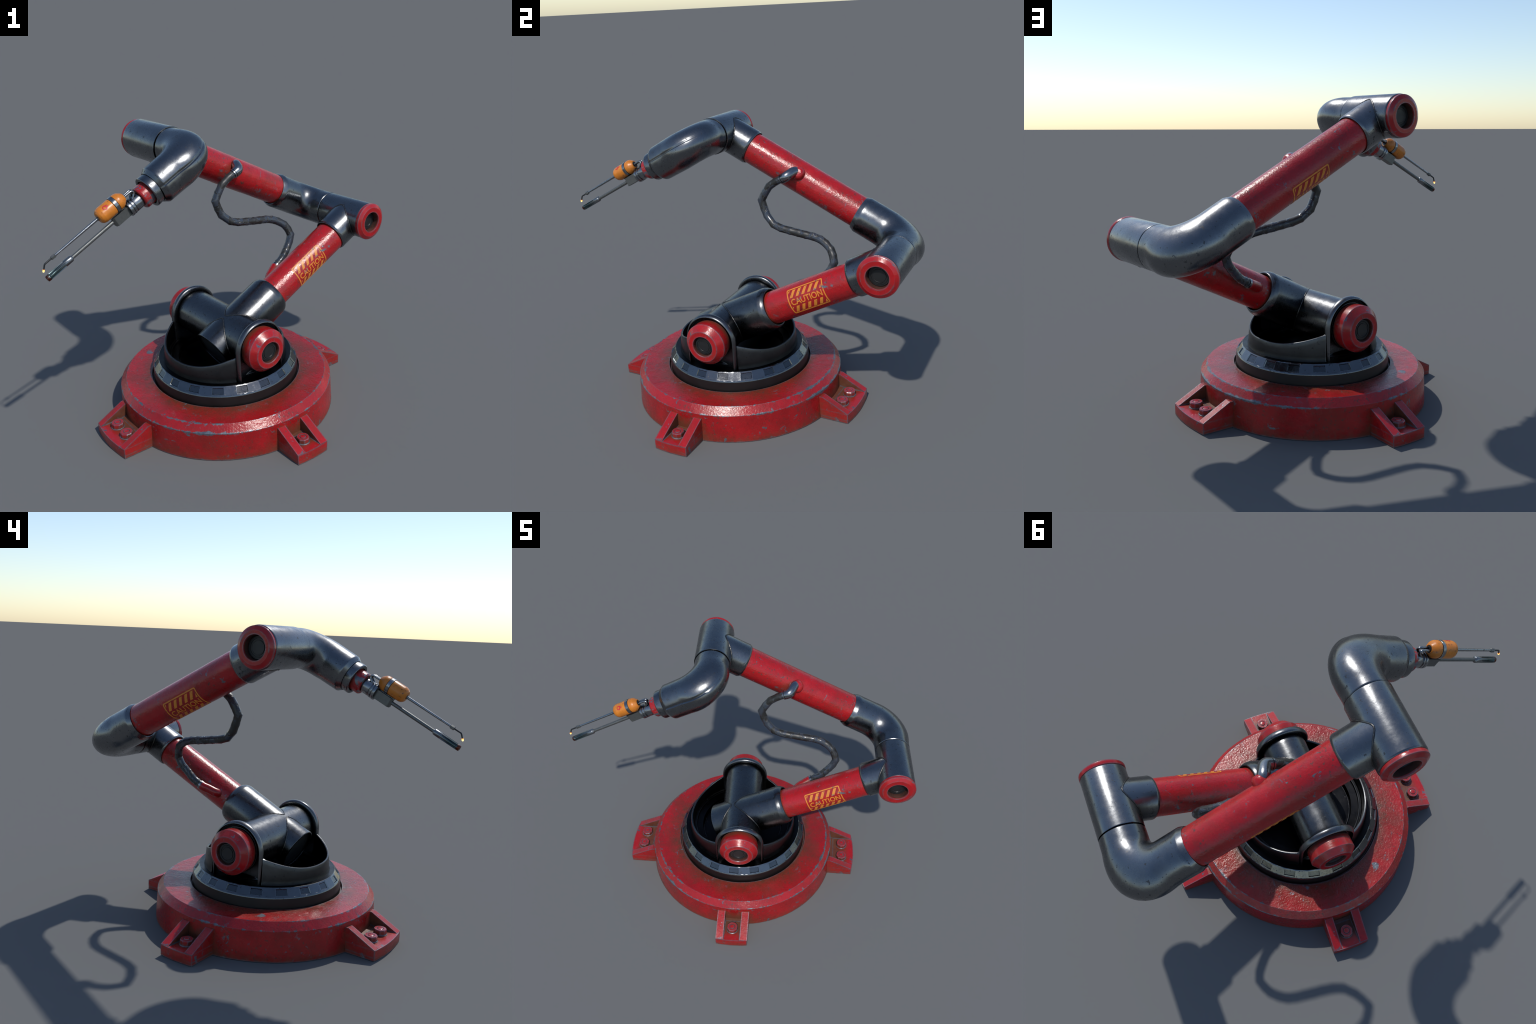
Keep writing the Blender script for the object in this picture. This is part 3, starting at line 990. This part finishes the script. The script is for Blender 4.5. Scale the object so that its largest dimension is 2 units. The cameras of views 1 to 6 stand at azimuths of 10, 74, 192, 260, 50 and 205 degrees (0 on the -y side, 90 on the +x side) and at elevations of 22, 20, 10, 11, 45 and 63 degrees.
# upper fitting: steel elbow out of the upper arm, with a ferrule on the hose
phi = rad(61)
spot = at(0.012, -0.3504, 1.5792) + UPPER_DIR * -0.376
out = (UPPER_UP * math.cos(phi) + B * math.sin(phi)).normalized()
p0 = spot + out * 0.085
end = world_pts[0]
d_end = (world_pts[1] - world_pts[0]).normalized()
ctrl = [p0, spot + out * 0.100 + UPPER_DIR * 0.010, spot + out * 0.112 + UPPER_DIR * 0.028 + B * 0.008, end - d_end * 0.034, end]
fit = smooth_path(ctrl)
local_sweep(fit, [0.0335 - 0.0012 * i / len(fit) for i in range(len(fit))], "hose_fitting", upper, M_STEEL)
fer = [end - d_end * 0.006, end - d_end * 0.005, end - d_end * 0.0035, end - d_end * 0.003, end - d_end * 0.003 + d_end * 0.0135, end + d_end * 0.012]
local_sweep([end + d_end * 0.004, end + d_end * 0.0045, end + d_end * 0.013, end + d_end * 0.014], [0.026, 0.0310, 0.0310, 0.026], "hose_ferrule", hose, M_STEEL)
bw = frame(spot, out, UPPER_DIR)
finish(lathe(rounded([(0.075, 0.0450), (0.101, 0.0440), (0.114, 0.0405), (0.126, 0.0350), (0.1345, 0.0250), (0.137, 0.0)], 0.008, 4), 40), "hose_boss", upper, bw, M_TUBE, 30)

# lower fitting: red stub lying on the side of the lower arm
end = world_pts[-1]
d_end = (world_pts[-1] - world_pts[-2]).normalized()
tube_in = at(0.392, 0.030, 0.7170)
ctrl = [end + d_end * 0.002, end + d_end * 0.020, at(0.450, -0.0310, 0.7500), at(0.415, -0.0185, 0.7330), at(0.398, 0.000, 0.7240), tube_in]
fit = smooth_path(ctrl)
m = len(fit)
local_sweep(fit, [0.0300] * m, "hose_fitting", lower, M_CAP)
local_sweep([end - d_end * 0.010, end - d_end * 0.009, end + d_end * 0.003, end + d_end * 0.004], [0.026, 0.0300, 0.0300, 0.028], "hose_ferrule", hose, M_STEEL)

# ------------------------------------------------------------------ torch (z along the tool, x up)
torch = finish(lathe(rounded([(0.400, 0.030), (0.400, 0.0435), (0.456, 0.0435), (0.458, 0.0405), (0.462, 0.0405), (0.463, 0.0450), (0.474, 0.0450), (0.475, 0.042), (0.479, 0.042),
                              (0.480, 0.0455), (0.4945, 0.0455), (0.4955, 0.043), (0.4955, 0.036), (0.490, 0.034), (0.490, 0.0)], 0.0012, 2), 48),
               "torch_mount", arm, tool_world, M_STEEL, 30)
bm = bmesh.new()
prof = [(0.489, -0.023), (0.589, -0.023), (0.600, -0.012), (0.600, 0.012), (0.589, 0.023), (0.489, 0.023)]
lo = [bm.verts.new((-0.0295, y, z)) for z, y in prof]
hi = [bm.verts.new((0.0245, y, z)) for z, y in prof]
bm.faces.new(lo)
bm.faces.new(hi[::-1])
for i in range(6):
    j = (i + 1) % 6
    bm.faces.new((lo[i], hi[i], hi[j], lo[j]))
bmesh.ops.bevel(bm, geom=bm.edges[:], offset=0.0012, segments=2, affect="EDGES")
finish(bm, "torch_bracket", torch, tool_world, M_GREY, 35)
bm = bmesh.new()
box(bm, (0.022, -0.012, 0.500), (0.0285, 0.012, 0.604), 0.0012)
box(bm, (0.026, -0.010, 0.531), (0.036, 0.010, 0.555), 0.001)
finish(bm, "tank_saddle", torch, tool_world, M_STEEL, 35)
finish(lathe(rounded([(0.595, 0.0), (0.595, 0.0112), (0.888, 0.0105), (0.888, 0.0)], 0.001, 1), 24), "probe_rod", torch, tool_world, M_GREY, 30)
# slotted socket at the end of the probe
bm = bmesh.new()
n, rings = 120, []
for z, r, fl in ((-0.004, 0.0110, 0), (0.000, 0.0125, 0), (0.001, 0.0155, 0), (0.006, 0.0178, 0), (0.040, 0.0180, 0), (0.046, 0.0180, 0.4), (0.052, 0.0178, 1), (0.10, 0.0174, 1), (0.142, 0.0172, 1),
                 (0.147, 0.0172, 0.3), (0.150, 0.0172, 0), (0.162, 0.0168, 0), (0.166, 0.0150, 0), (0.166, 0.009, 0), (0.158, 0.008, 0)):
    ring = []
    for i in range(n):
        t = TAU * i / n
        groove = min(1.0, max(0.0, (math.cos(6 * t) - 0.15) / 0.25))
        q = r - 0.0046 * fl * groove
        ring.append(bm.verts.new((q * math.cos(t), q * math.sin(t), z)))
    rings.append(ring)
for a, b in zip(rings, rings[1:]):
    for i in range(n):
        bm.faces.new((a[i], a[(i + 1) % n], b[(i + 1) % n], b[i]))
bm.faces.new(rings[-1])
finish(bm, "probe_socket", torch, tool_world @ Matrix.Translation((0, 0, 0.885)), M_SOCKET, 50)
# gas tank
TX = 0.0737
tank_world = tool_world @ Matrix.Translation((TX, 0, 0))
prof = rounded([(0.500, 0.013), (0.478, 0.0185), (0.477, 0.021), (0.480, 0.026), (0.500, 0.0415), (0.512, 0.0455), (0.5315, 0.0455), (0.5325, 0.0425), (0.5555, 0.0425), (0.5565, 0.0455), (0.628, 0.0455), (0.644, 0.0405), (0.655, 0.030), (0.657, 0.0)], 0.004, 3)
tank = finish(lathe(prof, 48), "gas_tank", torch, tank_world, M_ORANGE, 40)
finish(lathe([(0.477, 0.0), (0.4785, 0.0182), (0.484, 0.0185)], 32), "tank_mouth_disc", torch, tank_world, M_PLUG, 40)  # black disc standing in for the dark hole in the tank's back
finish(lathe(rounded([(0.534, 0.040), (0.534, 0.0475), (0.554, 0.0475), (0.554, 0.040)], 0.001, 1), 48), "tank_band", torch, tank_world, M_STEEL, 30)


def flame_print():
    """A little flame: round belly to the front, three tongues to the back."""
    bm = bmesh.new()
    outer = [(0.0, -1.0), (0.55, -0.86), (0.86, -0.42), (0.86, 0.05), (0.62, 0.42), (0.55, 0.20), (0.36, 0.66), (0.02, 1.35), (-0.02, 0.80), (-0.22, 0.45), (-0.40, 0.72), (-0.74, 0.22), (-0.88, -0.35), (-0.55, -0.86)]
    inner = [(0.0, -0.72), (0.34, -0.62), (0.50, -0.34), (0.48, -0.08), (0.34, 0.02), (0.26, -0.06), (0.18, 0.10), (0.03, 0.30), (-0.02, 0.12), (-0.12, -0.02), (-0.22, 0.06), (-0.40, -0.06), (-0.50, -0.34), (-0.34, -0.62)]
    o = [bm.verts.new((x, y, 0)) for x, y in outer]
    i = [bm.verts.new((x, y, 0)) for x, y in inner]
    for k in range(len(o)):
        j = (k + 1) % len(o)
        bm.faces.new((o[k], o[j], i[j], i[k]))
    bmesh.ops.subdivide_edges(bm, edges=bm.edges[:], cuts=2, use_grid_fill=True)
    res = bmesh.ops.extrude_face_region(bm, geom=bm.faces[:])
    for v in res["geom"]:
        if isinstance(v, bmesh.types.BMVert):
            v.co.z = 1.0
    R, size = 0.0455, 0.0175
    for v in bm.verts:
        f = rad(37) + v.co.x * size * 0.92 / R
        s = 0.597 - v.co.y * size
        r = R + (0.0006 if v.co.z > 0.5 else -0.0008)
        v.co = Vector((r * math.cos(f), bsg * r * math.sin(f), s))
    return bm


finish(flame_print(), "flame_print", torch, tank_world, M_LOGO, 50)
for s in (1, -1):
    ctrl = [(TX, s * 0.0085, 0.505), (TX + 0.001, s * 0.0088, 0.455), (TX + 0.001, s * 0.0095, 0.428), (TX - 0.008, s * 0.011, 0.419), (0.055, s * 0.0125, 0.421), (0.047, s * 0.0135, 0.432), (0.038, s * 0.014, 0.446)]
    p = smooth_path(ctrl)
    finish(sweep(p, 0.0066, 14), "feed_pipe", torch, tool_world, M_STEEL, 50)
finish(lathe([(0.650, 0.0), (0.650, 0.0115), (0.661, 0.0115), (0.663, 0.0095), (0.664, 0.0085), (0.800, 0.0074), (0.948, 0.0062), (0.948, 0.0)], 24), "torch_lance", torch, tank_world, M_STEEL, 30)
bm = lathe([(0.944, 0.0), (0.944, 0.0085), (0.947, 0.0118), (0.968, 0.0118), (0.971, 0.0085), (0.972, 0.0)], 6)
finish(bm, "lance_nut", torch, tank_world, M_GREY, 20)
tipd = Vector((-0.0267, 0, 0.026)).normalized()
tip0 = Vector((0.0, 0, 1.0135))
ctrl = [Vector((0, 0, 0.968)), Vector((0, 0, 1.000)), tip0, tip0 + tipd * 0.012, tip0 + tipd * 0.030]
p = smooth_path(ctrl)
finish(sweep(p, [0.0050 - 0.0012 * i / len(p) for i in range(len(p))], 14), "torch_tip", torch, tank_world, M_PLUG, 50)
fw = tank_world @ frame(tip0 + tipd * 0.0355, tipd, Vector((0, 1, 0)))
finish(lathe([(-0.0065, 0.0), (-0.0065, 0.0048), (-0.002, 0.0056), (0.004, 0.0050), (0.0070, 0.0030), (0.0082, 0.0)], 20), "flame", torch, fw, M_FLAME, 60)
